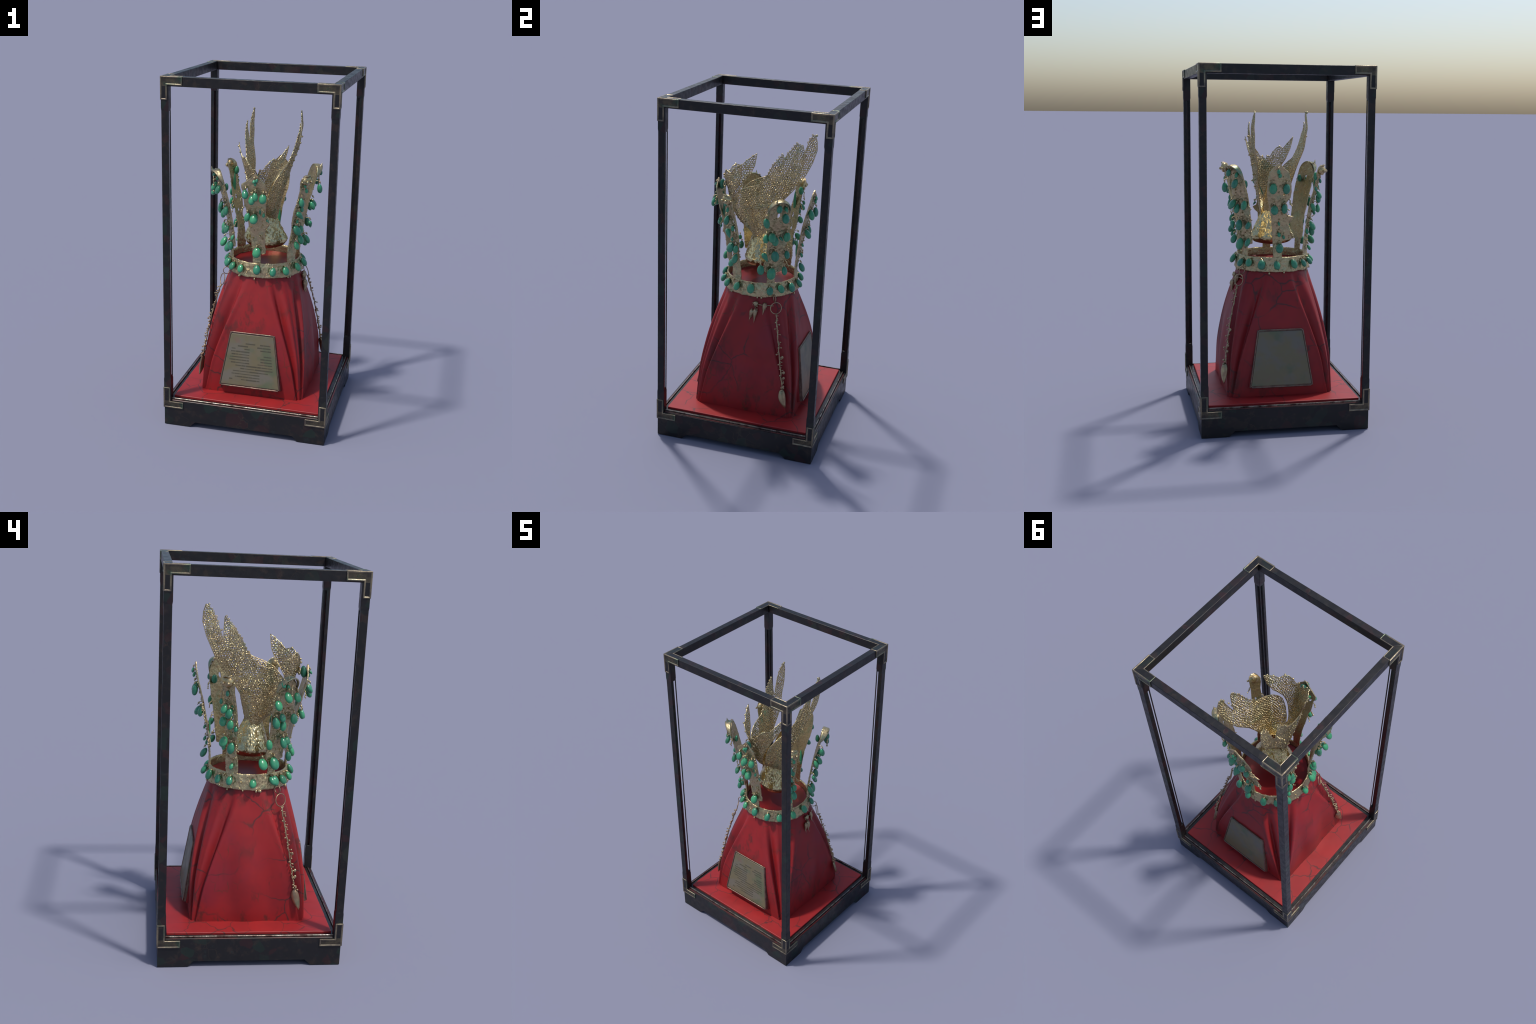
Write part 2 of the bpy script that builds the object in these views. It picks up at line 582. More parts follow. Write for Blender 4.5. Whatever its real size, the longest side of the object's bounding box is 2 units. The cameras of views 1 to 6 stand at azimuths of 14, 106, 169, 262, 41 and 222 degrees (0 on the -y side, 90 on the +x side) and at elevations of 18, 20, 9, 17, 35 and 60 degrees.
def bracket_mesh(lower):
    bm = bmesh.new()
    O = 0.4745
    if lower:
        arm, zlo, zhi, vt, w = 0.1180, 0.107, 0.1465, 0.2325, 0.0400
        P = [(0, zlo), (arm, zlo), (arm, zhi), (w, zhi), (w, vt), (0, vt)]
    else:
        arm, zlo, zhi, vt, w = 0.1200, 1.9545, 1.9992, 1.877, 0.0375
        P = [(0, zhi), (0, vt), (w, vt), (w, zlo), (arm, zlo), (arm, zhi)]
    th = 0.008
    l_plate(bm, P, lambda u, z: (-O + 0.0004 + u, -O + th, z), (0, -1, 0), th)
    l_plate(bm, P, lambda u, z: (-O + th, -O + 0.0007 + u, z + 0.0003), (-1, 0, 0), th)
    if not lower:
        w2 = 0.0430
        Q = [(0, 0), (arm, 0), (arm, w2), (w2, w2), (w2, arm), (0, arm)]
        l_plate(bm, Q, lambda u, v: (-O + 0.0010 + u, -O + 0.0010 + v, 1.9945), (0, 0, 1), 0.0055, border=0.005, sunk=2)
    return mesh_from_bm(bm, "corner_bracket", BRONZE, angle=30)


for lower in (True, False):
    bmsh = bracket_mesh(lower)
    bmsh.materials.append(BRONZE_DARK)
    bmsh.materials.append(BRONZE_GREEN)
    for k in range(4):
        b_ = add_obj("corner_bracket", bmsh, case)
        b_.rotation_euler.z = k * math.pi / 2
        m_ = b_.modifiers.new("bevel", "BEVEL")
        m_.width, m_.segments, m_.limit_method = 0.0026, 3, "ANGLE"

# ------------------------------------------------------------------ draped stand
stand = empty("draped_stand", (0, 0, FLOOR_Z), "pleated red cloth stand, square below and round above, with two plaques", "display stand")

HALF = [(0.160, 0.303), (0.24, 0.302), (0.38, 0.298), (0.50, 0.284), (0.60, 0.267), (0.70, 0.245), (0.80, 0.219), (0.865, 0.203)]
POWER = [(0.160, 26.0), (0.25, 16.0), (0.38, 10.0), (0.50, 6.5), (0.60, 4.8), (0.70, 3.6), (0.80, 2.6), (0.865, 2.05)]
VALLEY = [(0.16, 1.6), (0.19, 2.2), (0.36, 4.6), (0.53, 8.2), (0.69, 13.0), (0.83, 18.5), (0.90, 21.0)]
DEPTH = [(0.16, 0.012), (0.25, 0.020), (0.40, 0.030), (0.55, 0.034), (0.68, 0.026), (0.78, 0.014), (0.84, 0.005), (0.868, 0.0)]
HOLLOW = [(0.16, -0.003), (0.22, -0.008), (0.35, -0.012), (0.5, -0.006), (0.62, 0.001), (0.75, 0.003), (0.86, 0.0)]
CORNER = {45: (0.8, 1.1, 0.45), 135: (1.1, 1.1, 0.35), 225: (0.75, 1.2, 0.15), 315: (1.2, 1.05, 0.75)}  # minus side, plus side, middle


def drape_radius(th, z):
    """Radius at angle th (degrees) and height z."""
    c, s = abs(math.cos(rad(th))), abs(math.sin(rad(th)))
    n = smooth_table(POWER, z)
    D = smooth_table(HALF, z)
    r = D / ((c ** n + s ** n) ** (1.0 / n))
    corner = 45 + 90 * math.floor((th % 360) / 90)
    d = (th % 360) - corner
    fm, fp, f0 = CORNER[corner]
    V = smooth_table(VALLEY, z)
    A = smooth_table(DEPTH, z)
    sg = 0.30 * V + 0.35

    def cut(x, sharp, soft):
        # steep on the panel side, soft on the pleat side
        w = sharp if x > 0 else soft
        return math.exp(-(x / w) ** 2)

    if d < 0:
        r -= A * fm * cut(-(d + V), sg * 0.85, sg * 1.45)
        r += A * 0.16 * fm * math.exp(-((d + V * 1.55) / (sg * 0.9)) ** 2)
    else:
        r -= A * fp * cut(d - V, sg * 0.85, sg * 1.45)
        r += A * 0.16 * fp * math.exp(-((d - V * 1.55) / (sg * 0.9)) ** 2)
    r -= A * 0.55 * f0 * math.exp(-((d - 0.08 * V) / (sg * 0.8)) ** 2)
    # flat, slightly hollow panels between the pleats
    face = (th + 45) % 90 - 45
    side_face = abs(math.cos(rad(th))) > 0.7071
    r -= smooth_table(HOLLOW, z) * math.exp(-(face / 15.0) ** 2) * (1.0 if side_face else 0.35)
    if side_face:
        low = math.exp(-((z - 0.38) / 0.16) ** 2)
        r -= 0.011 * low * math.exp(-((abs(face) - 21) / 10.0) ** 2)
    p = Vector((math.cos(rad(th)) * 3.2, math.sin(rad(th)) * 3.2, z * 1.6))
    r += 0.0035 * noise.noise(p) * min(1, max(0, (0.86 - z) / 0.1))
    return r


bm = bmesh.new()
PER = 150
angles = []
for qd in range(4):
    for i in range(PER):
        u = -1 + 2 * i / PER
        angles.append(45 + 90 * qd + 45 * math.copysign(abs(u) ** 1.55, u))
zs = [0.1625 + (0.866 - 0.1625) * i / 100 for i in range(101)]
rings = []
for z in zs:
    rings.append([bm.verts.new((drape_radius(t, z) * math.cos(rad(t)), drape_radius(t, z) * math.sin(rad(t)), z)) for t in angles])
for rr, z in ((0.1985, 0.875), (0.196, 0.895), (0.194, 0.897), (0.150, 0.878)):
    rings.append([bm.verts.new((rr * math.cos(rad(t)), rr * math.sin(rad(t)), z)) for t in angles])
n = len(angles)
for A, B in zip(rings, rings[1:]):
    for i in range(n):
        bm.faces.new((A[i], A[(i + 1) % n], B[(i + 1) % n], B[i]))
bm.faces.new(rings[-1])
b3 = bmesh.new()
dome = [[b3.verts.new((rr * math.cos(rad(3 * k)), rr * math.sin(rad(3 * k)), z)) for k in range(120)] for rr, z in ((0.1950, 0.8985), (0.1940, 0.9005), (0.18, 0.8930), (0.12, 0.8870), (0.05, 0.8850))]
for A, B in zip(dome, dome[1:]):
    for k in range(120):
        b3.faces.new((A[k], A[(k + 1) % 120], B[(k + 1) % 120], B[k]))
b3.faces.new(dome[-1])
add_obj("stand_top", mesh_from_bm(b3, "stand_top", RED_TOP, angle=50), stand)
add_obj("drape", mesh_from_bm(bm, "drape", RED_DRAPE, angle=None), stand)


# plaques front and back
def plaque(parent, facing, lines):
    s = -1 if facing == "front" else 1
    zb, zt, yb, yt, wb, wt = 0.2290, 0.5420, 0.3350, 0.2880, 0.1800, 0.1300
    Lv = Vector((0, s * (yt - yb), zt - zb))
    slope = Lv.length
    up = Lv.normalized()
    right = Vector((-s, 0, 0)) * -1
    out = Vector((0, s * (zt - zb), yb - yt)).normalized()
    org = Vector((0, s * yb, zb))

    def P(u, v, w):
        return org + right * u + up * v + out * w

    def half(v):
        return wb + (wt - wb) * v / slope

    def slab(name, mat_, grow, w0, w1, bevel):
        bm_ = bmesh.new()
        q = [(-half(-grow) - grow, -grow), (half(-grow) + grow, -grow), (half(slope + grow) + grow, slope + grow), (-half(slope + grow) - grow, slope + grow)]
        prism(bm_, q, lambda u, v: P(u, v, w0), out * (w1 - w0))
        ob_ = add_obj(name, mesh_from_bm(bm_, name, mat_, angle=25), parent)
        b__ = ob_.modifiers.new("bevel", "BEVEL")
        b__.width, b__.segments = bevel, 3
        return ob_

    body = slab("plaque", PLAQUE, -0.0065, -0.022, -0.0015, 0.002)
    sub = body
    # frame: a raised bead round the plate
    bm_ = bmesh.new()
    g = -0.002
    q = [(-half(g) - g, g * -1 * -1), (half(g) + g, g), (half(slope - g) + g, slope - g), (-half(slope - g) - g, slope - g)]
    pts = []
    for i in range(4):
        a_, b__ = Vector((*q[i], 0)), Vector((*q[(i + 1) % 4], 0))
        for k in range(12):
            t = 0.03 + 0.94 * k / 11
            c_ = a_.lerp(b__, t)
            pts.append(P(c_.x, c_.y, -0.003))
    tube(bm_, pts, 0.0042, 8, closed=True)
    fr = add_obj("plaque_frame", mesh_from_bm(bm_, "plaque_frame", FRAME_METAL, angle=60), parent)
    slab("plaque_backing", FRAME_METAL, 0.002, -0.020, -0.006, 0.002)
    slab("plaque_mount", RED_DRAPE, 0.006, -0.050, -0.019, 0.004)
    if lines:
        # rows of worn, no longer legible characters: broken shallow bars
        bm_ = bmesh.new()
        rnd = random.Random(3)
        v = slope - 0.060
        row = 0
        while v > 0.035:
            hw = half(v) - 0.020
            u = -hw * 0.92
            if 2 <= row <= 6:
                spans = [(-hw * 0.92, -hw * 0.42), (hw * 0.08, hw * 0.94)]
            elif row > 10:
                spans = [(-hw * 0.38, hw * rnd.uniform(0.55, 0.92))]
            else:
                spans = [(-hw * 0.92, hw * rnd.uniform(0.6, 0.92))]
            for u0, u1 in spans:
                u = u0
                while u < u1:
                    ln = rnd.uniform(0.014, 0.065)
                    e = min(u1, u + ln)
                    if rnd.random() < 0.86 and e - u > 0.003:
                        h = rnd.uniform(0.0022, 0.0042)
                        prism(bm_, [(u, v - h), (e, v - h), (e, v + h), (u, v + h)], lambda a_, b__: P(a_, b__, -0.004), out * 0.0028)
                    u = e + rnd.uniform(0.0006, 0.0022)
            v -= 0.0165
            row += 1
        t_ = add_obj("engraved_line", mesh_from_bm(bm_, "engraved_line", PLAQUE_TEXT, smooth=False), parent)
        t_["kind"] = "stuff"


plaque(stand, "front", True)
plaque(stand, "back", False)

# ------------------------------------------------------------------ crown
crown = empty("gold_crown", (0, 0, 0.858), "pale worn gold crown with six uprights, jade drops and pierced wings", "crown")


def cyl(r, az, z):
    return Vector((r * math.cos(rad(az)), r * math.sin(rad(az)), z))


# head band with hammered relief and a ragged hem
bm = bmesh.new()
NA = 420
prof = [(0.2000, 0.866), (0.2170, 0.860), (0.2190, 0.864), (0.2175, 0.872), (0.2150, 0.890), (0.2125, 0.910), (0.2095, 0.926), (0.2075, 0.936),
        (0.2080, 0.942), (0.2050, 0.9445), (0.2010, 0.943), (0.1990, 0.935), (0.1975, 0.915), (0.1965, 0.890)]
prof2 = []
for (r0, z0), (r1, z1) in zip(prof, prof[1:]):
    st = max(1, int(math.hypot(r1 - r0, z1 - z0) / 0.005))
    for i in range(st):
        prof2.append((r0 + (r1 - r0) * i / st, z0 + (z1 - z0) * i / st))
prof2.append(prof[-1])
rings = []
for i in range(NA):
    a_ = 360 * i / NA
    ring = []
    for r, z in prof2:
        q = cyl(r, a_, z)
        f = 1.0 if r > 0.2015 else 0.35
        nz = noise.noise(q * 52) * 0.0042 + noise.noise(q * 120 + Vector((3, 1, 2))) * 0.0026
        dz = noise.noise(Vector((math.cos(rad(a_)) * 6, math.sin(rad(a_)) * 6, 4.0))) * 0.0025
        hem = max(0, 1 - (z - 0.858) / 0.02)
        dz -= hem * 0.003 * max(0, noise.noise(Vector((math.cos(rad(a_)) * 9, math.sin(rad(a_)) * 9, 9.0))))
        ring.append(bm.verts.new(cyl(r + f * nz, a_, z + dz)))
    rings.append(ring)
for i in range(NA):
    A, B = rings[i], rings[(i + 1) % NA]
    for j in range(len(prof2) - 1):
        bm.faces.new((A[j], A[j + 1], B[j + 1], B[j]))
band = add_obj("head_band", mesh_from_bm(bm, "head_band", GOLD, angle=None), crown)


# jade drops: three shared shapes
def jade_mesh(kind):
    bm_ = bmesh.new()
    bmesh.ops.create_uvsphere(bm_, u_segments=18, v_segments=12, radius=1.0)
    for v in bm_.verts:
        x, y, z = v.co
        if kind == "oval":
            k = 1.0 - 0.08 * z
            v.co = Vector((x * 0.0198 * k, y * 0.0145 * k, z * 0.0272))
        elif kind == "drop":
            t = (z + 1) / 2
            k = (1.10 - 0.42 * t ** 2.4)
            v.co = Vector((x * 0.0180 * k, y * 0.0140 * k, z * 0.0280 - 0.002))
        else:   # comma bead: bent and tapering
            t = (z + 1) / 2
            k = 0.45 + 0.75 * t ** 0.8
            bend = 0.020 * (1 - t) ** 2
            v.co = Vector((x * 0.0180 * k - bend * 1.1, y * 0.0135 * k, z * 0.0240))
    return mesh_from_bm(bm_, "jade_" + kind, JADE, angle=None)


JADES = {k: jade_mesh(k) for k in ("oval", "drop", "comma")}


def place_jade(parent, pos, out_az, tilt=0.0, lean=12.0, size=1.0, kind="oval", width=1.0):
    ob = add_obj("jade_bead", JADES[kind], parent)
    # local: y outward, z up
    R = Matrix.Rotation(rad(out_az - 90), 4, "Z") @ Matrix.Rotation(rad(-lean), 4, "X") @ Matrix.Rotation(rad(tilt), 4, "Y")
    ob.matrix_basis = Matrix.Translation(pos) @ R @ Matrix.Diagonal((size * width, size, size, 1))
    return ob


BAND_AZ = [-148, -133, -115, -89, -66, -46, -23, 0, 28, 45, 65, 87, 113, 132, 150, 181, 208]
rnd = random.Random(11)
caps = bmesh.new()
for a_ in BAND_AZ:
    lean = rnd.uniform(24, 40)
    z = 0.907 + rnd.uniform(-0.006, 0.006)
    sz = rnd.uniform(0.88, 1.05)
    place_jade(band, cyl(0.2300, a_, z), a_, rnd.uniform(-14, 14), -lean, sz, "oval", rnd.uniform(0.92, 1.1))
    # little bezel and hanger behind the stone
    ball(caps, cyl(0.2145, a_, z + 0.024), 0.0055)
    tube(caps, [cyl(0.208, a_, z + 0.022), cyl(0.220, a_, z + 0.027), cyl(0.227, a_, z + 0.018)], 0.0022, 5)
for i in range(70):
    a_ = rnd.uniform(0, 360)
    z = rnd.choice([0.868, 0.872, 0.884, 0.9, 0.925, 0.932])
    ball(caps, cyl(0.2125 + (0.93 - z) * 0.07, a_, z), rnd.uniform(0.003, 0.0058), 7, 5)
for a_ in (-93, -40, -36, 10, 16, 76, 98, 146, 168, 186, 192, -120, -118, -170):
    # pendent tags at the hem
    ball(caps, cyl(0.2185, a_, 0.856 + rnd.uniform(-0.004, 0.003)), rnd.uniform(0.005, 0.0075), 7, 5, (1, 1, 1.25))
cp = add_obj("band_granule", mesh_from_bm(caps, "band_granule", GOLD, angle=None), band)
cp["kind"] = "stuff"

# ------------------------------------------------------------------ uprights
SPINE = [(0.890, 0.2020), (0.945, 0.2010), (1.02, 0.2050), (1.09, 0.2130), (1.17, 0.2260), (1.25, 0.2420), (1.32, 0.2600), (1.38, 0.2750), (1.43, 0.2850), (1.475, 0.2890)]

# half widths (left, right as seen from outside = minus and plus t) by height
SHAPES = {
    "pointed_front": [(0.890, -.027, .020), (1.000, -.027, .020), (1.005, -.028, .047), (1.03, -.029, .049), (1.05, -.034, .044), (1.10, -.036, .046),
                      (1.155, -.044, .048), (1.17, -.048, .066), (1.19, -.050, .078), (1.20, -.051, .056), (1.22, -.052, .050), (1.255, -.055, .052), (1.29, -.068, .053), (1.32, -.071, .058), (1.37, -.072, .058),
                      (1.395, -.082, .055), (1.415, -.080, .054), (1.43, -.058, .050), (1.455, -.026, .026), (1.480, -.004, .002)],
    "pointed_back": [(0.890, -.028, .023), (1.035, -.034, .018), (1.045, -.036, .062), (1.06, -.037, .079), (1.09, -.039, .068), (1.13, -.043, .054), (1.16, -.045, .072),
                     (1.175, -.046, .084), (1.185, -.048, .044), (1.20, -.052, .040), (1.24, -.060, .034), (1.255, -.063, .034), (1.285, -.072, .058),
                     (1.32, -.076, .062), (1.36, -.076, .058), (1.40, -.073, .049), (1.43, -.066, .041), (1.455, -.044, .009), (1.476, -.016, -.010)],
    "broad": [(0.890, -.022, .024), (1.005, -.022, .024), (1.018, -.040, .066), (1.05, -.042, .070), (1.10, -.034, .073), (1.16, -.036, .076), (1.22, -.044, .078),
              (1.27, -.048, .083), (1.33, -.052, .082), (1.38, -.053, .079), (1.405, -.049, .074), (1.425, -.040, .065), (1.443, -.026, .051), (1.455, -.011, .036), (1.463, .004, .020)],
    "slender": [(0.890, -.024, .024), (0.96, -.036, .034), (1.01, -.037, .032), (1.05, -.032, .024), (1.10, -.026, .022), (1.14, -.024, .028), (1.18, -.034, .034), (1.24, -.036, .036),
                (1.28, -.030, .036), (1.32, -.026, .034), (1.37, -.026, .030), (1.41, -.034, .032), (1.435, -.034, .032), (1.452, -.022, .022), (1.460, -.010, .012)],
}
# holes in the plates: (t, z, half width, half height)
HOLES = {"slender": [(0.012, 1.30, .007, .011), (0.010, 1.245, .006, .018), (0.004, 1.165, .006, .010)],
         "pointed_front": [(-0.045, 1.375, .013, .022)], "broad": [(0.010, 1.37, .008, .016)], "pointed_back": [(0.02, 1.305, .005, .007)]}


def spine_r(z):
    return smooth_table(SPINE, z)


def upright_point(az, t, z, off=0.0):
    """Point on the plate; off is measured outward from its middle."""
    e = 0.004
    dr = (spine_r(z + e) - spine_r(z - e)) / (2 * e)
    nr, nz = 1 / math.sqrt(1 + dr * dr), -dr / math.sqrt(1 + dr * dr)
    r = spine_r(z) - 0.55 * t * t + off * nr      # slightly wrapped round the head
    c, s = math.cos(rad(az)), math.sin(rad(az))
    return Vector((c * r - s * t, s * r + c * t, z + off * nz))


def plate(az, shape, hood):
    bm_ = bmesh.new()
    table = SHAPES[shape]
    z0, z1 = table[0][0], table[-1][0]
    rows = 190
    cols = 26
    th = 0.0048
    holes = HOLES.get(shape, [])
    left = [(z, a) for z, a, b in table]
    right = [(z, b) for z, a, b in table]
    V = {}
    seed = Vector((az * 0.13, shape.__len__() * 1.7, 0.3))

    def hood_map(t, z, off):
        """Above the shoulder the sheet curls forward into a hood."""
        zc = 1.405
        if not hood or z < zc:
            return upright_point(az, t, z, off)
        k = (z - zc) / (z1 - zc)
        ang = k * rad(hood)
        R = (z1 - zc) / rad(hood) * 1.25
        base = upright_point(az, t, zc, 0)
        c, s = math.cos(rad(az)), math.sin(rad(az))
        outv = Vector((c, s, 0))
        return base + outv * (R * (1 - math.cos(ang)) + off * math.cos(ang)) + Vector((0, 0, R * math.sin(ang) - off * math.sin(ang)))

    for side in (0, 1):
        for i in range(rows + 1):
            z = z0 + (z1 - z0) * i / rows
            a, b = lerp_table(left, z), lerp_table(right, z)
            for j in range(cols + 1):
                u = j / cols
                t = a + (b - a) * u
                edge = min(u, 1 - u) * 2
                soft = 0.55 if shape.startswith("pointed") else 1.0
                q = Vector((t, z, az * 0.01)) * 1.0
                wob = noise.noise(q * 55 + seed) * 0.0040 + noise.noise(q * 130 + seed) * 0.0022 + max(0, noise.noise(q * 30 + seed * 2)) * 0.004 * noise.noise(q * 210)
                wob *= soft
                bulge = 0.004 * math.sqrt(max(0, edge * (2 - edge)))
                rim = 0.002 * math.exp(-((edge - 0.12) / 0.1) ** 2)
                off = (th * 0.5 + bulge * 0.6 + wob + rim) if side == 0 else (-th * 0.5 + bulge * 0.3 + wob * 0.35)
                V[side, i, j] = bm_.verts.new(hood_map(t, z, off))

    def open_(i, j):
        z = z0 + (z1 - z0) * (i + .5) / rows
        a, b = lerp_table(left, z), lerp_table(right, z)
        t = a + (b - a) * (j + .5) / cols
        return any(((t - ht) / hw) ** 2 + ((z - hz) / hh) ** 2 < 1 for ht, hz, hw, hh in holes)

    for i in range(rows):
        for j in range(cols):
            if open_(i, j):
                continue
            bm_.faces.new((V[0, i, j], V[0, i, j + 1], V[0, i + 1, j + 1], V[0, i + 1, j]))
            bm_.faces.new((V[1, i, j], V[1, i + 1, j], V[1, i + 1, j + 1], V[1, i, j + 1]))
    # close every border between the outer and the inner sheet
    cells = {(i, j) for i in range(rows) for j in range(cols) if not open_(i, j)}
    for i, j in cells:
        for di, dj, e0, e1 in ((-1, 0, (i, j), (i, j + 1)), (1, 0, (i + 1, j + 1), (i + 1, j)), (0, -1, (i + 1, j), (i, j)), (0, 1, (i, j + 1), (i + 1, j + 1))):
            if (i + di, j + dj) not in cells:
                bm_.faces.new((V[0, e0[0], e0[1]], V[1, e0[0], e0[1]], V[1, e1[0], e1[1]], V[0, e1[0], e1[1]]))
    loose = [v for v in bm_.verts if not v.link_faces]
    bmesh.ops.delete(bm_, geom=loose, context="VERTS")
    return mesh_from_bm(bm_, "upright", GOLD, angle=55)


# stones on each upright: (t, z, size, kind)
STONES = {
    -90: [(-.073, 1.342, .95, "oval"), (-.033, 1.319, 1.0, "oval"), (-.014, 1.338, .85, "oval"), (.026, 1.327, .95, "oval"), (-.059, 1.216, .9, "oval"),
          (-.021, 1.211, 1.05, "oval"), (.030, 1.232, .45, "drop"), (-.004, 1.009, 1.05, "oval"), (.048, 1.195, .45, "comma"), (-.026, 1.412, .40, "drop"), (-.014, 1.414, .42, "oval"), (-.022, 1.398, .42, "drop")],
    90: [(-.030, 1.331, 1.08, "oval"), (.042, 1.331, 1.0, "oval"), (-.025, 1.217, 1.02, "oval"), (.032, 1.220, .95, "oval"), (.005, .998, 1.0, "oval"),
         (.003, 1.135, .42, "drop"), (.003, 1.075, .5, "drop"), (.030, 1.058, .40, "oval"), (.000, 1.418, .48, "oval"), (.008, 1.400, .5, "drop")],
    30: [(.025, 1.392, .75, "oval"), (.066, 1.380, .62, "oval"), (.061, 1.341, .98, "oval"), (-.042, 1.316, 1.0, "oval"), (-.038, 1.218, .9, "oval"), (-.007, 1.230, 1.0, "oval"),
         (.013, 1.206, .95, "drop"), (.078, 1.226, .95, "oval"), (.015, 1.116, 1.08, "oval"), (-.048, 1.114, .98, "comma"), (.084, 1.118, .85, "oval"),
         (-.001, 1.007, 1.2, "oval"), (.072, 1.024, .9, "oval"), (-.060, 1.030, 1.0, "oval"), (.045, 1.21, .55, "comma")],
    -150: [(.098, 1.344, .9, "oval"), (.050, 1.350, 1.0, "oval"), (.005, 1.314, .95, "oval"), (.005, 1.218, 1.05, "oval"), (.034, 1.243, .8, "oval"), (.042, 1.202, .98, "drop"),
           (.096, 1.228, .95, "oval"), (-.020, 1.104, .95, "oval"), (.042, 1.111, 1.0, "oval"), (.064, 1.117, .8, "oval"), (-.050, 1.006, 1.1, "oval"), (.012, .998, 1.2, "oval"),
           (.080, 1.027, .9, "oval"), (.092, 1.078, .6, "drop"), (.035, 1.405, .6, "oval"), (.062, 1.390, .5, "drop")],
    -30: [(-.010, 1.405, .42, "drop"), (.004, 1.378, .5, "drop"), (-.016, 1.312, .95, "drop"), (-.020, 1.232, 1.05, "comma"), (.012, 1.262, .6, "oval"), (-.012, 1.142, 1.08, "oval"),
          (.026, 1.140, .8, "oval"), (.024, 1.085, 1.0, "drop"), (-.006, 1.050, .85, "oval"), (-.006, 1.190, .45, "drop")],
    150: [(-.002, 1.375, .5, "drop"), (.004, 1.275, .9, "oval"), (.012, 1.218, .85, "oval"), (.006, 1.085, 1.05, "oval"), (-.018, 1.300, .85, "oval"), (-.034, 1.225, .9, "oval"),
          (-.030, 1.120, 1.0, "oval"), (.030, 1.190, .55, "drop"), (.006, .985, .6, "drop"), (-.040, 1.085, .6, "drop"), (-.040, 1.330, .5, "drop")],
}
KIND = {-90: ("pointed_front", 0), 90: ("pointed_back", 0), 30: ("broad", 0), -150: ("broad", 0), -30: ("slender", 60), 150: ("slender", 60)}
# the readings above were taken against the foot of each plate from one side (azimuth, elevation):
# the outward lean shifts what stands higher up sideways and down, so it is undone here
SEEN_FROM = {-90: (-76.3, 17.5), 90: (79.0, 9.0), 30: (15.9, 19.7), -150: (-187.6, 16.8)}


def true_place(az, t, z):
    if az not in SEEN_FROM:
        return t, z
    va, el = SEEN_FROM[az]
    d = rad(az - va)
    lean = spine_r(z) + 0.022 - 0.205
    return (t - lean * math.sin(d)) / math.cos(d), z + lean * math.cos(d) * math.tan(rad(el))


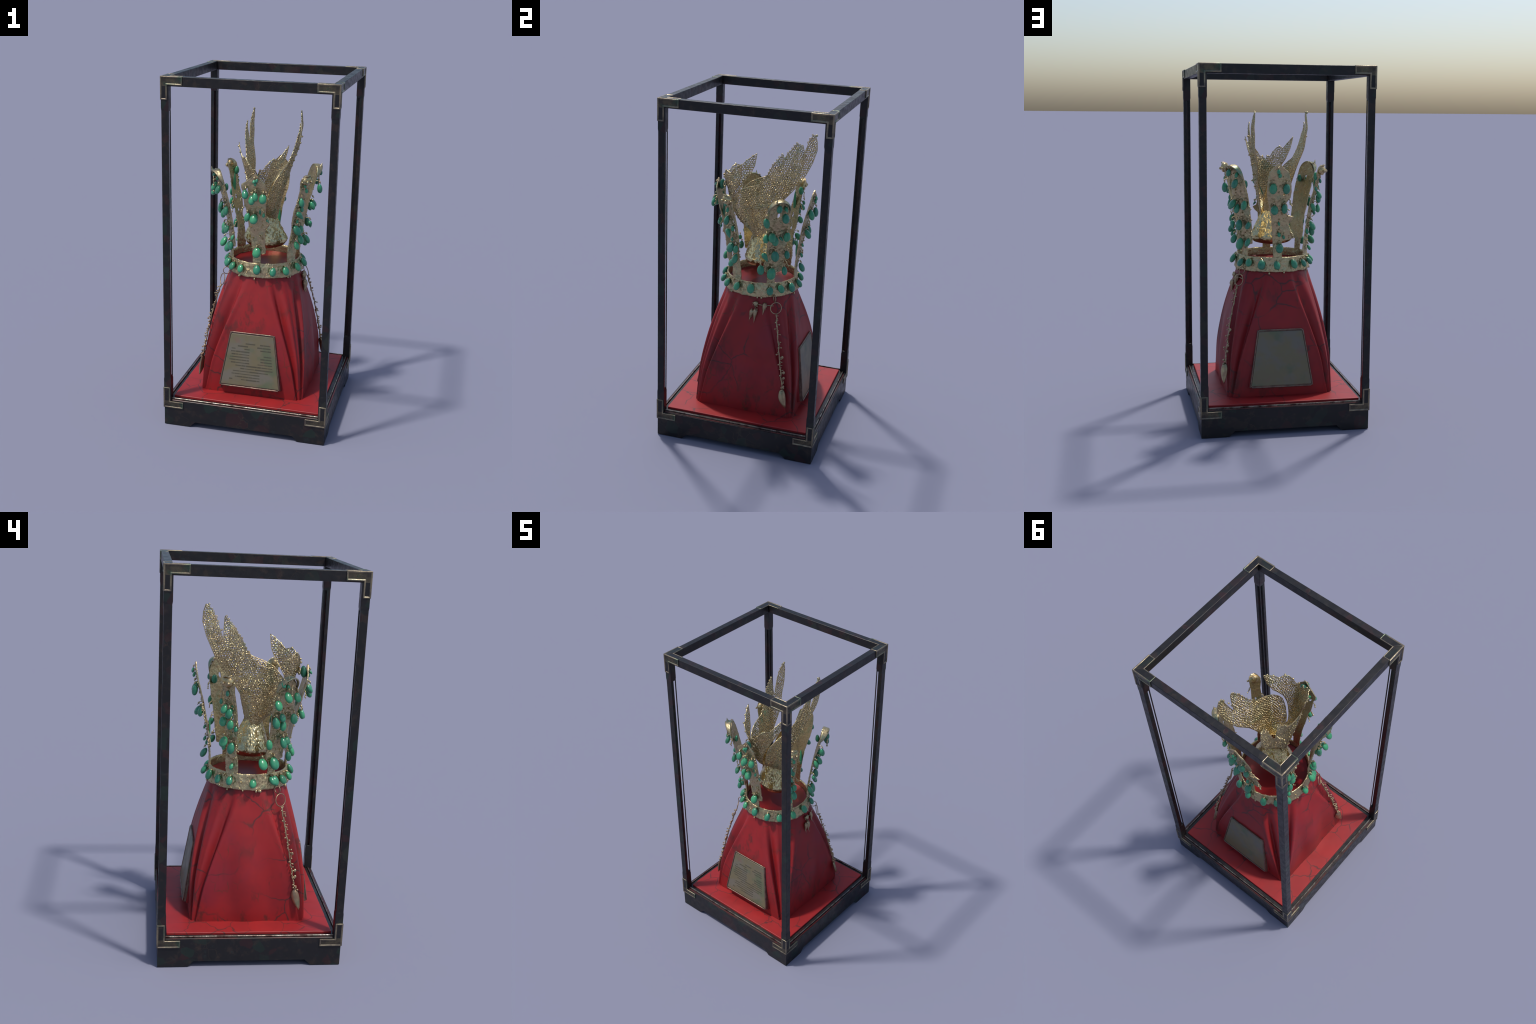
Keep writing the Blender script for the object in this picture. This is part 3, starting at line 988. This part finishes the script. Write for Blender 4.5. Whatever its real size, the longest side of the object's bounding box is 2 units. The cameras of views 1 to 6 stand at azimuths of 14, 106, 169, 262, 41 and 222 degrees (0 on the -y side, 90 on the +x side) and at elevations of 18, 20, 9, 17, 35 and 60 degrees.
for az, (shape, hood) in KIND.items():
    up = add_obj("upright", plate(az, shape, hood), crown)
    rr_ = random.Random(az + 500)
    extra = bmesh.new()
    for t_seen, z_seen, s, kd in STONES[az]:
        t, z = true_place(az, t_seen, z_seen)
        s *= 1.06
        off = (0.022 + 0.018 * rr_.random()) if s > 0.7 else 0.014 + 0.008 * rr_.random()
        pos = upright_point(az, t, z, off)
        place_jade(up, pos, az, rr_.uniform(-12, 12), rr_.uniform(-34, -6), s, kd, rr_.uniform(0.85, 1.08))
        topz = z + 0.028 * s
        # hanger: a small ring of wire and a gold bead above the stone
        tube(extra, [upright_point(az, t, topz + 0.008, 0.001), upright_point(az, t + .002, topz + 0.012, off * .6), upright_point(az, t, topz - 0.002, off * 0.95)], 0.0022, 5)
        ball(extra, upright_point(az, t + rr_.uniform(-.004, .004), topz + 0.006, off * 0.7), 0.0052 * (0.7 + 0.4 * s), 7, 5)
    table = SHAPES[shape]
    for i in range(46):
        z = rr_.uniform(1.02, 1.42)
        a, b = lerp_table([(q[0], q[1]) for q in table], z), lerp_table([(q[0], q[2]) for q in table], z)
        t = a + (b - a) * rr_.uniform(0.03, 0.97)
        ball(extra, upright_point(az, t, z, 0.005 + 0.003 * rr_.random()), rr_.uniform(0.0026, 0.0055), 7, 5)
    # twisted wires with beads dangling from the edges
    for i in range(5):
        z = rr_.uniform(1.08, 1.40)
        left = rr_.random() < 0.5
        a = lerp_table([(q[0], q[1] if left else q[2]) for q in table], z)
        sgn = -1 if left else 1
        p = [upright_point(az, a, z, 0.004)]
        for k in range(1, 5):
            p.append(upright_point(az, a + sgn * 0.004 * k * rr_.uniform(.5, 1.3), z - 0.009 * k + rr_.uniform(-.003, .003), 0.006 + 0.004 * k * rr_.random()))
        tube(extra, p, 0.0022, 5)
        for q in p[1:]:
            ball(extra, q, rr_.uniform(0.003, 0.0055), 7, 5)
    if shape == "slender":
        # rounded spoon-like head with two granules
        c0 = upright_point(az, 0.0, 1.432, 0.012)
        b2 = bmesh.new()
        ball(b2, (0, 0, 0), 1.0, 18, 12)
        M = Matrix.Translation(c0) @ Matrix.Rotation(rad(az - 90), 4, "Z")
        for v in b2.verts:
            k = noise.noise(v.co * 1.7 + Vector((az, 0, 0))) * 0.12 + 1
            v.co = M @ Vector((v.co.x * 0.033 * k, v.co.y * 0.021 * k, v.co.z * 0.029 * k))
        hd = add_obj("upright_head", mesh_from_bm(b2, "upright_head", GOLD_SHEET, angle=None), up)
        for dt in (-0.016, 0.014):
            ball(extra, upright_point(az, dt, 1.430, 0.034), 0.0085, 10, 8)
        ball(extra, upright_point(az, -0.034, 1.425, 0.012), 0.006, 8, 6)
        ball(extra, upright_point(az, 0.036, 1.428, 0.016), 0.006, 8, 6)
    if shape == "broad":
        # the rounded top swells forward into a hollow hood with a beak at one side
        b4 = bmesh.new()
        tc, zc, Rr = 0.013, 1.398, 0.064
        hood_rows = []
        for k_ in range(9):
            k = k_ / 8
            row = []
            for m_ in range(33):
                ph = rad(-14 + 208 * m_ / 32)
                lift = max(0.0, math.sin(ph)) ** 0.8
                Rk = Rr * (1 - 0.10 * k * k)
                out_ = 0.001 + k * (0.006 + 0.030 * lift * (1.0 + 0.25 * math.cos(ph - 2.3)))
                q = upright_point(az, tc + Rk * math.cos(ph), zc + Rk * math.sin(ph) + 0.004 * lift * k, out_)
                row.append(b4.verts.new(q + q.normalized() * noise.noise(q * 70) * 0.002))
            hood_rows.append(row)
        for A, B in zip(hood_rows, hood_rows[1:]):
            for m_ in range(32):
                b4.faces.new((A[m_], A[m_ + 1], B[m_ + 1], B[m_]))
        hd = add_obj("upright_hood", mesh_from_bm(b4, "upright_hood", GOLD_GREEN, angle=None), up)
        so = hd.modifiers.new("thickness", "SOLIDIFY")
        so.thickness, so.offset = 0.0055, 0.0
        c_, s_ = math.cos(rad(az)), math.sin(rad(az))
        bk = upright_point(az, -0.014, 1.452, 0.030)
        tube(extra, [upright_point(az, 0.002, 1.452, 0.020), bk, bk + Vector((c_ * .006, s_ * .006, 0.010)), bk + Vector((c_ * .008, s_ * .008, 0.024))], lambda k: 0.011 * (1 - k) + 0.001, 7)
        p0 = upright_point(az, 0.012, 1.430, 0.034)
        tube(extra, [p0 + Vector((0, 0, z_)) for z_ in (0.0, -0.03, -0.06, -0.085)], lambda k: 0.0035, 6)
        for z_ in (-0.025, -0.055, -0.088):
            ball(extra, p0 + Vector((0, 0, z_)), 0.006, 8, 6)
    ex = add_obj("gold_granule", mesh_from_bm(extra, "gold_granule", GOLD, angle=None), up)
    ex["kind"] = "stuff"

# ------------------------------------------------------------------ winged ornament inside the ring
WAIST_Z = 1.165
XW = [(1.150, .064), (1.165, .064), (1.20, .070), (1.29, .085), (1.37, .099), (1.46, .113), (1.55, .138), (1.62, .152), (1.68, .158), (1.76, .142)]
FRONT_Y = [(1.150, -.050), (1.165, -.052), (1.20, -.085), (1.236, -.138), (1.275, -.172), (1.334, -.204), (1.43, -.228), (1.50, -.250), (1.60, -.262)]
Y0 = -0.030


def cup(s, z, side, off=0.0):
    """Horseshoe sheet: s >= Y0 runs straight back along y, below that it wraps round the front (to s = -0.306)."""
    X = smooth_table(XW, z)
    if s >= Y0:
        x, y = X + off - 0.010 * max(0.0, min(1.0, (s - 0.15) / 0.08)) * max(0.0, min(1.0, (z - 1.55) / 0.08, (1.76 - z) / 0.06)), s
    else:
        ph = min((Y0 - s) / 0.16, 1.5708)
        D = Y0 - smooth_table(FRONT_Y, z)
        x = (X + off) * math.cos(ph)
        y = Y0 - (D + off) * math.sin(ph)
    return Vector((side * x, y, z))


OUTLINE = [(.000, 1.165), (.012, 1.215), (.022, 1.255), (.050, 1.31), (.084, 1.366), (.130, 1.420), (.156, 1.451), (.197, 1.517), (.231, 1.592), (.252, 1.665),
           (.250, 1.715), (.238, 1.755), (.222, 1.745), (.205, 1.720), (.190, 1.676), (.165, 1.610), (.146, 1.566), (.140, 1.566), (.139, 1.630), (.136, 1.694),
           (.115, 1.672), (.100, 1.650), (.075, 1.622), (.050, 1.570), (.020, 1.525), (-.007, 1.497), (-.062, 1.474), (-.106, 1.449), (-.140, 1.418), (-.162, 1.389),
           (-.182, 1.333), (-.202, 1.289), (-.242, 1.233), (-.258, 1.241), (-.238, 1.273), (-.214, 1.313), (-.194, 1.361), (-.170, 1.409), (-.110, 1.481), (-.090, 1.540), (-.083, 1.610), (-.100, 1.594), (-.128, 1.566), (-.150, 1.540), (-.180, 1.550), (-.200, 1.540), (-.222, 1.515),
           (-.240, 1.490), (-.262, 1.492), (-.275, 1.470), (-.285, 1.440), (-.306, 1.425), (-.306, 1.165)]


def inside(poly, x, y):
    c = False
    n_ = len(poly)
    for i in range(n_):
        (x0, y0), (x1, y1) = poly[i], poly[(i + 1) % n_]
        if (y0 > y) != (y1 > y) and x < (x1 - x0) * (y - y0) / (y1 - y0) + x0:
            c = not c
    return c


def pull_inside(poly, x, y):
    """Nearest point of the outline for a corner that lies outside it."""
    if inside(poly, x, y):
        return x, y
    best = None
    n_ = len(poly)
    for i in range(n_):
        (x0, y0), (x1, y1) = poly[i], poly[(i + 1) % n_]
        L2 = (x1 - x0) ** 2 + (y1 - y0) ** 2
        t = max(0, min(1, ((x - x0) * (x1 - x0) + (y - y0) * (y1 - y0)) / L2))
        px, py = x0 + t * (x1 - x0), y0 + t * (y1 - y0)
        d = (px - x) ** 2 + (py - y) ** 2
        if best is None or d < best[0]:
            best = (d, px, py)
    return best[1], best[2]


ornament = bpy.data.objects.new("winged_ornament", None)
ornament.empty_display_size = 0.05
scene_coll.objects.link(ornament)
ornament.parent = crown
ornament.matrix_parent_inverse = world_of(crown).inverted()
ornament.location = (0, 0, WAIST_Z)

PITCH = 0.0122


SPLIT = [(1.165, -.250), (1.237, -.250), (1.289, -.220), (1.333, -.192), (1.390, -.168), (1.450, -.122), (1.500, -.100), (1.620, -.068)]


def lattice(side, front, name):
    """Pierced sheet: every cell of a honeycomb is a small ring of metal."""
    bm_ = bmesh.new()
    verts = {}

    def drift(s, z):
        """Hand-cut look: the rows of holes wander."""
        a = noise.noise(Vector((s * 17, z * 17, 3.0 + side)))
        b = noise.noise(Vector((s * 17, z * 17, 8.0 + side)))
        c = noise.noise(Vector((s * 55, z * 55, 5.0 + side)))
        d = noise.noise(Vector((s * 55, z * 55, 2.0 + side)))
        return s + 0.012 * a + 0.0042 * c, z + 0.012 * b + 0.0042 * d

    def vert(s, z, key):
        if key not in verts:
            n_ = noise.noise(Vector((s * 90, z * 90, side * 3.0))) * 0.0018 + (0.0009 if key[0] == "in" else -0.0008)
            verts[key] = bm_.verts.new(cup(s, z, side, n_))
        return verts[key]

    R = PITCH / math.sqrt(3)
    dz = R * 1.5
    rows_ = int((1.77 - WAIST_Z) / dz) + 1
    for j in range(rows_):
        zrow = WAIST_Z + j * dz
        for i in range(-30, 26):
            s, z = drift((i + 0.5 * (j % 2)) * PITCH, zrow)
            if (s < lerp_table(SPLIT, z)) != front or not inside(OUTLINE, s, z):
                continue
            rr2 = random.Random(i * 131 + j * 7 + 5)
            hole = lerp_table([(1.165, .36), (1.24, .50), (1.32, .60), (1.42, .69), (1.52, .75), (1.76, .76)], z) * rr2.uniform(0.70, 1.16)
            if rr2.random() < 0.05:
                hole *= 0.5
            jx, jz = rr2.uniform(-.16, .16) * R, rr2.uniform(-.16, .16) * R
            outer, inner = [], []
            for k in range(6):
                a_ = math.pi / 6 + k * math.pi / 3
                gs, gz = (i + 0.5 * (j % 2)) * PITCH + R * math.cos(a_), zrow + R * math.sin(a_)
                os_, oz_ = drift(gs, gz)
                js = noise.noise(Vector((os_ * 120, oz_ * 120, 1.0))) * 0.0024
                jz2 = noise.noise(Vector((os_ * 120, oz_ * 120, 7.0))) * 0.0024
                qo = pull_inside(OUTLINE, os_ + js, oz_ + jz2)
                outer.append(vert(qo[0], qo[1], (round(gs * 4000), round(gz * 4000))))
                qi = pull_inside(OUTLINE, s + jx + hole * R * math.cos(a_), z + jz + hole * R * math.sin(a_))
                inner.append(vert(s + (qi[0] - s) * 0.97, z + (qi[1] - z) * 0.97, ("in", i, j, k)))
            for k in range(6):
                bm_.faces.new((outer[k], outer[(k + 1) % 6], inner[(k + 1) % 6], inner[k]))
    me_ = mesh_from_bm(bm_, name, GOLD_LATTICE, angle=None)
    ob = add_obj(name, me_, crown)
    so = ob.modifiers.new("thickness", "SOLIDIFY")
    so.thickness, so.offset = 0.0033, 0.0
    return ob


for side in (-1, 1):
    for front, nm in ((False, "wing"), (True, "breast_feather")):
        w_ = lattice(side, front, nm)
        w_.parent = ornament
        w_.matrix_parent_inverse = world_of(ornament).inverted()
    # wire rim along the smooth edges
    bm_ = bmesh.new()
    dense = []
    for (s0, z0_), (s1, z1_) in zip(OUTLINE[:-1], OUTLINE[1:-1]):
        st = max(1, int(math.hypot(s1 - s0, z1_ - z0_) / 0.006))
        for i in range(st):
            dense.append((s0 + (s1 - s0) * i / st, z0_ + (z1_ - z0_) * i / st))
    tube(bm_, [cup(s, z, side) for s, z in dense], 0.0026, 5)
    rim = add_obj("wing_rim", mesh_from_bm(bm_, "wing_rim", GOLD_LATTICE, angle=None), ornament)
    # scalloped loops along the feather edge and gold beads on the outer side
    bm_ = bmesh.new()
    for s, z in ((.222, 1.752), (.206, 1.728), (.196, 1.705), (.128, 1.692), (.114, 1.676), (.102, 1.658), (.088, 1.64), (.077, 1.628), (.062, 1.598), (.053, 1.578), (.040, 1.558), (.022, 1.532), (.005, 1.512)):
        loop = [cup(s + 0.0042 * math.cos(a_ * math.pi / 4), z + 0.0056 * math.sin(a_ * math.pi / 4) + 0.001, side) for a_ in range(8)]
        tube(bm_, loop, 0.0021, 5, closed=True)
    for s, z in ((.150, 1.620), (.135, 1.585), (.120, 1.552), (.105, 1.520), (.088, 1.490), (.070, 1.462), (.04, 1.40), (.020, 1.33)):
        p = cup(s, z, side)
        q = cup(s, z, side, 0.014)
        tube(bm_, [p, q], 0.0016, 5)
        ball(bm_, q, 0.0058, 8, 6)
    for i in range(44):
        s = random.uniform(-0.28, 0.16)
        z = random.uniform(1.20, 1.52)
        if inside(OUTLINE, s, z):
            ball(bm_, cup(s, z, side, 0.005), random.uniform(0.003, 0.0055), 7, 5)
    if side < 0:
        ball(bm_, cup(.246, 1.752, side, 0.004), 0.0068, 8, 6)
    for s, z in ((-.100, 1.594), (-.126, 1.568), (-.180, 1.550), (-.222, 1.515), (-.262, 1.492)):
        ball(bm_, cup(s, z, side, 0.004), 0.006, 8, 6)
    bd = add_obj("wing_bead", mesh_from_bm(bm_, "wing_bead", GOLD, angle=None), ornament)
    bd["kind"] = "stuff"

# leaf-shaped tongue that closes the back of the waist
bm = bmesh.new()
grid_t = []
for i in range(27):
    k = i / 26
    hw = lerp_table([(0, .056), (0.35, .054), (0.7, .040), (0.9, .020), (1, .003)], k)
    row = []
    for j in range(13):
        u = -1 + j / 6
        p = Vector((u * hw, 0.022 + 0.052 * k - 0.030 * u * u * (1 - 0.5 * k), 1.165 + 0.235 * k))
        row.append(bm.verts.new(p + Vector((0, 1, 0)) * noise.noise(p * 85) * 0.004))
    grid_t.append(row)
for A, B in zip(grid_t, grid_t[1:]):
    for j in range(12):
        bm.faces.new((A[j], A[j + 1], B[j + 1], B[j]))
tg = add_obj("tail_feather", mesh_from_bm(bm, "tail_feather", GOLD_LATTICE, angle=None), ornament)
so = tg.modifiers.new("thickness", "SOLIDIFY")
so.thickness, so.offset = 0.0045, 0.0

# scroll on the breast where the two sides meet
bm = bmesh.new()
for side in (-1, 1):
    sp = []
    for i in range(22):
        a_ = i / 21 * 1.6 * math.pi
        rr3 = 0.026 * (1 - 0.6 * i / 21)
        sp.append(Vector((side * (0.024 + rr3 * math.cos(a_) * 0.9 - 0.004), -0.243, 1.446 + rr3 * math.sin(a_))))
    tube(bm, sp, 0.0034, 6)
    ball(bm, sp[-1], 0.008, 8, 6)
sc = add_obj("breast_scroll", mesh_from_bm(bm, "breast_scroll", GOLD, angle=None), ornament)

# hammered bell at the foot of the ornament: full, rounded and covered with raised scales
bm = bmesh.new()
NB, NZ = 240, 64
rings = []
for sgn_, sh in ((1, 0.0), (-1, -0.0035)):
    for i_ in range(NZ + 1):
        i = i_ if sgn_ > 0 else NZ - i_
        k = i / NZ
        ring = []
        for j in range(NB):
            a_ = 2 * math.pi * j / NB
            ca, sa = math.cos(a_), math.sin(a_)
            ex = 2 / lerp_table([(0, 2.0), (1, 1.85)], k)
            cx = math.copysign(abs(ca) ** ex, ca)
            sy = math.copysign(abs(sa) ** ex, sa)
            f = min(1.0, k / 0.80) - 0.26 * max(0.0, (k - 0.80) / 0.20) ** 2
            rx = 0.050 + (0.128 - 0.050) * f
            ry = 0.039 + (0.101 - 0.039) * f
            zb = 1.002 + 0.008 * ca * ca
            z = 1.200 + (zb - 1.200) * k
            p = Vector((rx * cx, -0.018 + 0.013 * f + ry * sy, z))
            nrm = Vector((cx, sy, 0.5)).normalized()
            cell = noise.voronoi(Vector((a_ * 7.6, k * 13, 0)), distance_metric="DISTANCE", exponent=2.5)[0]
            scale_ = 0.0062 * max(0.0, 0.62 - cell[0]) if sgn_ > 0 else 0.0
            p += nrm * (noise.noise(p * 30) * 0.0007 * k + sh + scale_ * min(1, 6 * (1 - k) + 0.3))
            ring.append(bm.verts.new(p))
        rings.append(ring)
for A, B in zip(rings, rings[1:] + rings[:1]):
    for j in range(NB):
        bm.faces.new((A[j], A[(j + 1) % NB], B[(j + 1) % NB], B[j]))
add_obj("bell_socket", mesh_from_bm(bm, "bell_socket", HAMMERED, angle=None), ornament)

# loose stones on the inner side of the uprights
up_list = [o_ for o_ in bpy.data.objects if o_.name.startswith("upright") and not o_.name.startswith("upright_")]
by_az = dict(zip(KIND, up_list))
place_jade(by_az[-90], upright_point(-90, -0.004, 1.440, -0.018), 90, 5, 4, 1.15, "oval")
place_jade(by_az[30], upright_point(30, 0.060, 1.350, -0.016), 210, 8, 3, 0.9, "oval")
place_jade(by_az[-150], upright_point(-150, 0.045, 1.360, -0.016), 30, 0, 3, 0.8, "oval")
place_jade(by_az[150], upright_point(150, -0.020, 1.395, -0.010), -30, 0, 5, 0.9, "drop")
for az_, t_, z_ in ((90, -0.030, 1.125), (-90, 0.020, 1.30), (150, 0.012, 1.33)):
    sl = place_jade(by_az[az_], upright_point(az_, t_, z_, -0.010), az_ + 180, 0, 0, 1.0, "drop")
    sl.matrix_basis = sl.matrix_basis @ Matrix.Diagonal((0.55, 0.45, 2.1, 1))

# ------------------------------------------------------------------ pendants on both sides
def pendant(turn, leaf_az):
    R = Matrix.Rotation(rad(turn), 4, "Z")
    bm_ = bmesh.new()
    az = 34.5

    def W(r, a_, z):
        return R @ cyl(r, a_, z)

    tang = R @ Vector((-math.sin(rad(az)), math.cos(rad(az)), 0))
    outv = R @ cyl(1, az, 0)
    # upper link through the hem (edge on), then the large ring facing outward
    c1 = W(0.240, az, 0.862)
    tube(bm_, [c1 + outv * 0.021 * math.cos(a_ * math.pi / 8) + Vector((0, 0, 0.021 * math.sin(a_ * math.pi / 8))) for a_ in range(16)], 0.0024, 6, closed=True)
    c2 = W(0.266, az + .5, 0.811)
    dn = Vector((0, 0, 1)) * 0.97 - outv * 0.22
    tube(bm_, [c2 + tang * 0.033 * math.cos(a_ * math.pi / 14) + dn * 0.033 * math.sin(a_ * math.pi / 14) for a_ in range(28)], 0.0026, 6, closed=True)
    links = add_obj("pendant_ring", mesh_from_bm(bm_, "pendant_ring", OLD_GOLD_WIRE, angle=None), crown)
    # the chain falls along the corner of the drape
    r_ = random.Random(int(turn) + 3)
    bm2 = bmesh.new()
    path = []
    for i in range(40):
        k = i / 39
        z = 0.778 + (0.352 - 0.778) * k
        rr_2 = lerp_table([(0.352, 0.391), (0.600, 0.332), (0.778, 0.276)], z)
        aa = lerp_table([(0.352, 37.5), (0.600, 35.5), (0.778, 34.8)], z)
        path.append(W(rr_2 + 0.0015 * math.sin(i * 1.3), aa + 0.25 * math.sin(i * 0.9), z))
    tube(bm2, path, lambda k: 0.0040 + 0.0014 * math.sin(k * 90), 7)
    for i, p in enumerate(path):
        if r_.random() < 0.85:
            d_ = (tang * r_.uniform(-1, 1) + outv * r_.uniform(0.1, 1)).normalized()
            e_ = p + d_ * r_.uniform(0.006, 0.017) + Vector((0, 0, r_.uniform(-.006, .004)))
            tube(bm2, [p, e_], 0.002, 5)
            ball(bm2, e_, r_.uniform(0.0028, 0.0058), 7, 5)
    for k in (22, 30, 33):
        p = path[k] + tang * 0.014 + outv * 0.006
        tube(bm2, [path[k], p], 0.003, 5)
        ball(bm2, p, 0.0085, 8, 6, (1, 1, 1.2))
    for i in range(8):
        ball(bm2, path[-1] + Vector((r_.uniform(-.008, .008), r_.uniform(-.008, .008), r_.uniform(-.004, .02))), r_.uniform(.004, .007), 7, 5)
    add_obj("pendant_chain", mesh_from_bm(bm2, "pendant_chain", OLD_GOLD_WIRE, angle=None), crown)
    # leaf-shaped drop, a curved plate with thickness
    bm3 = bmesh.new()
    top = W(0.389, 37.2, 0.354)
    bot = W(0.416, 39.2, 0.239)
    ax = bot - top
    # the blade faces the axis that both side views see broad
    face = cyl(1, leaf_az, 0)
    sidev = ax.normalized().cross(face).normalized()
    face = sidev.cross(ax.normalized())
    Vv = {}
    n1, n2 = 22, 8
    for sd in (0, 1):
        for i in range(n1 + 1):
            k = i / n1
            wid = 0.0225 * (math.sin(math.pi * min(1, k ** 0.72)) ** 0.8) + 0.0004
            for j in range(n2 + 1):
                u = -1 + 2 * j / n2
                c_ = top + ax * k + sidev * (u * wid + 0.006 * math.sin(k * 3) - 0.004 * k) + face * ((0.0075 if sd == 0 else -0.0075) * math.sqrt(max(0, 1 - u * u * 0.98)) * min(1, 6 * (1 - k) + .05) * min(1, 8 * k + .05) - 0.004 * u * u)
                Vv[sd, i, j] = bm3.verts.new(c_)
    for i in range(n1):
        for j in range(n2):
            bm3.faces.new((Vv[0, i, j], Vv[0, i, j + 1], Vv[0, i + 1, j + 1], Vv[0, i + 1, j]))
            bm3.faces.new((Vv[1, i, j], Vv[1, i + 1, j], Vv[1, i + 1, j + 1], Vv[1, i, j + 1]))
    bmesh.ops.remove_doubles(bm3, verts=bm3.verts, dist=0.0012)
    bmesh.ops.holes_fill(bm3, edges=[e for e in bm3.edges if len(e.link_faces) == 1], sides=0)
    add_obj("pendant_leaf", mesh_from_bm(bm3, "pendant_leaf", OLD_GOLD_WIRE, angle=None), crown)


pendant(0, 45)
pendant(180, 157)

# small cluster of gold tags lying on the drape beside the right-hand ring
bm = bmesh.new()


def on_drape(az, z, off=0.006):
    return cyl(drape_radius(az % 360, z) + off, az, z)


def tag(a0, z0, a1, z1, w0):
    pts = [on_drape(a0 + (a1 - a0) * i / 7, z0 + (z1 - z0) * i / 7, 0.010 + 0.004 * math.sin(i)) for i in range(8)]
    tube(bm, pts, lambda k: w0 * (0.55 + 0.9 * math.sin(math.pi * min(1, 0.15 + k * 0.8))) * (1.02 - k), 7)


tube(bm, [on_drape(34 - i * 4.2, 0.813 + 0.0012 * i, 0.010) for i in range(7)], 0.0028, 6)
tag(21.5, 0.828, 18.6, 0.762, 0.0120)
tag(23.5, 0.818, 22.5, 0.792, 0.0060)
tag(8.8, 0.832, 8.0, 0.790, 0.0140)
tag(8.6, 0.790, 7.4, 0.712, 0.0125)
tag(10.5, 0.788, 9.6, 0.752, 0.0060)
tag(3.6, 0.784, 0.6, 0.722, 0.0120)
tag(5.6, 0.782, 3.8, 0.745, 0.0080)
tube(bm, [on_drape(8.6, 0.80, .01), on_drape(7.2, 0.786, .012), on_drape(5.0, 0.780, .01)], 0.003, 6)
rnd = random.Random(5)
for i in range(16):
    ball(bm, on_drape(rnd.uniform(3, 11), rnd.uniform(0.75, 0.83), 0.012), rnd.uniform(0.003, 0.006), 7, 5)
tc = add_obj("tag_cluster", mesh_from_bm(bm, "tag_cluster", OLD_GOLD_WIRE, angle=None), crown)
tc["kind"] = "stuff"
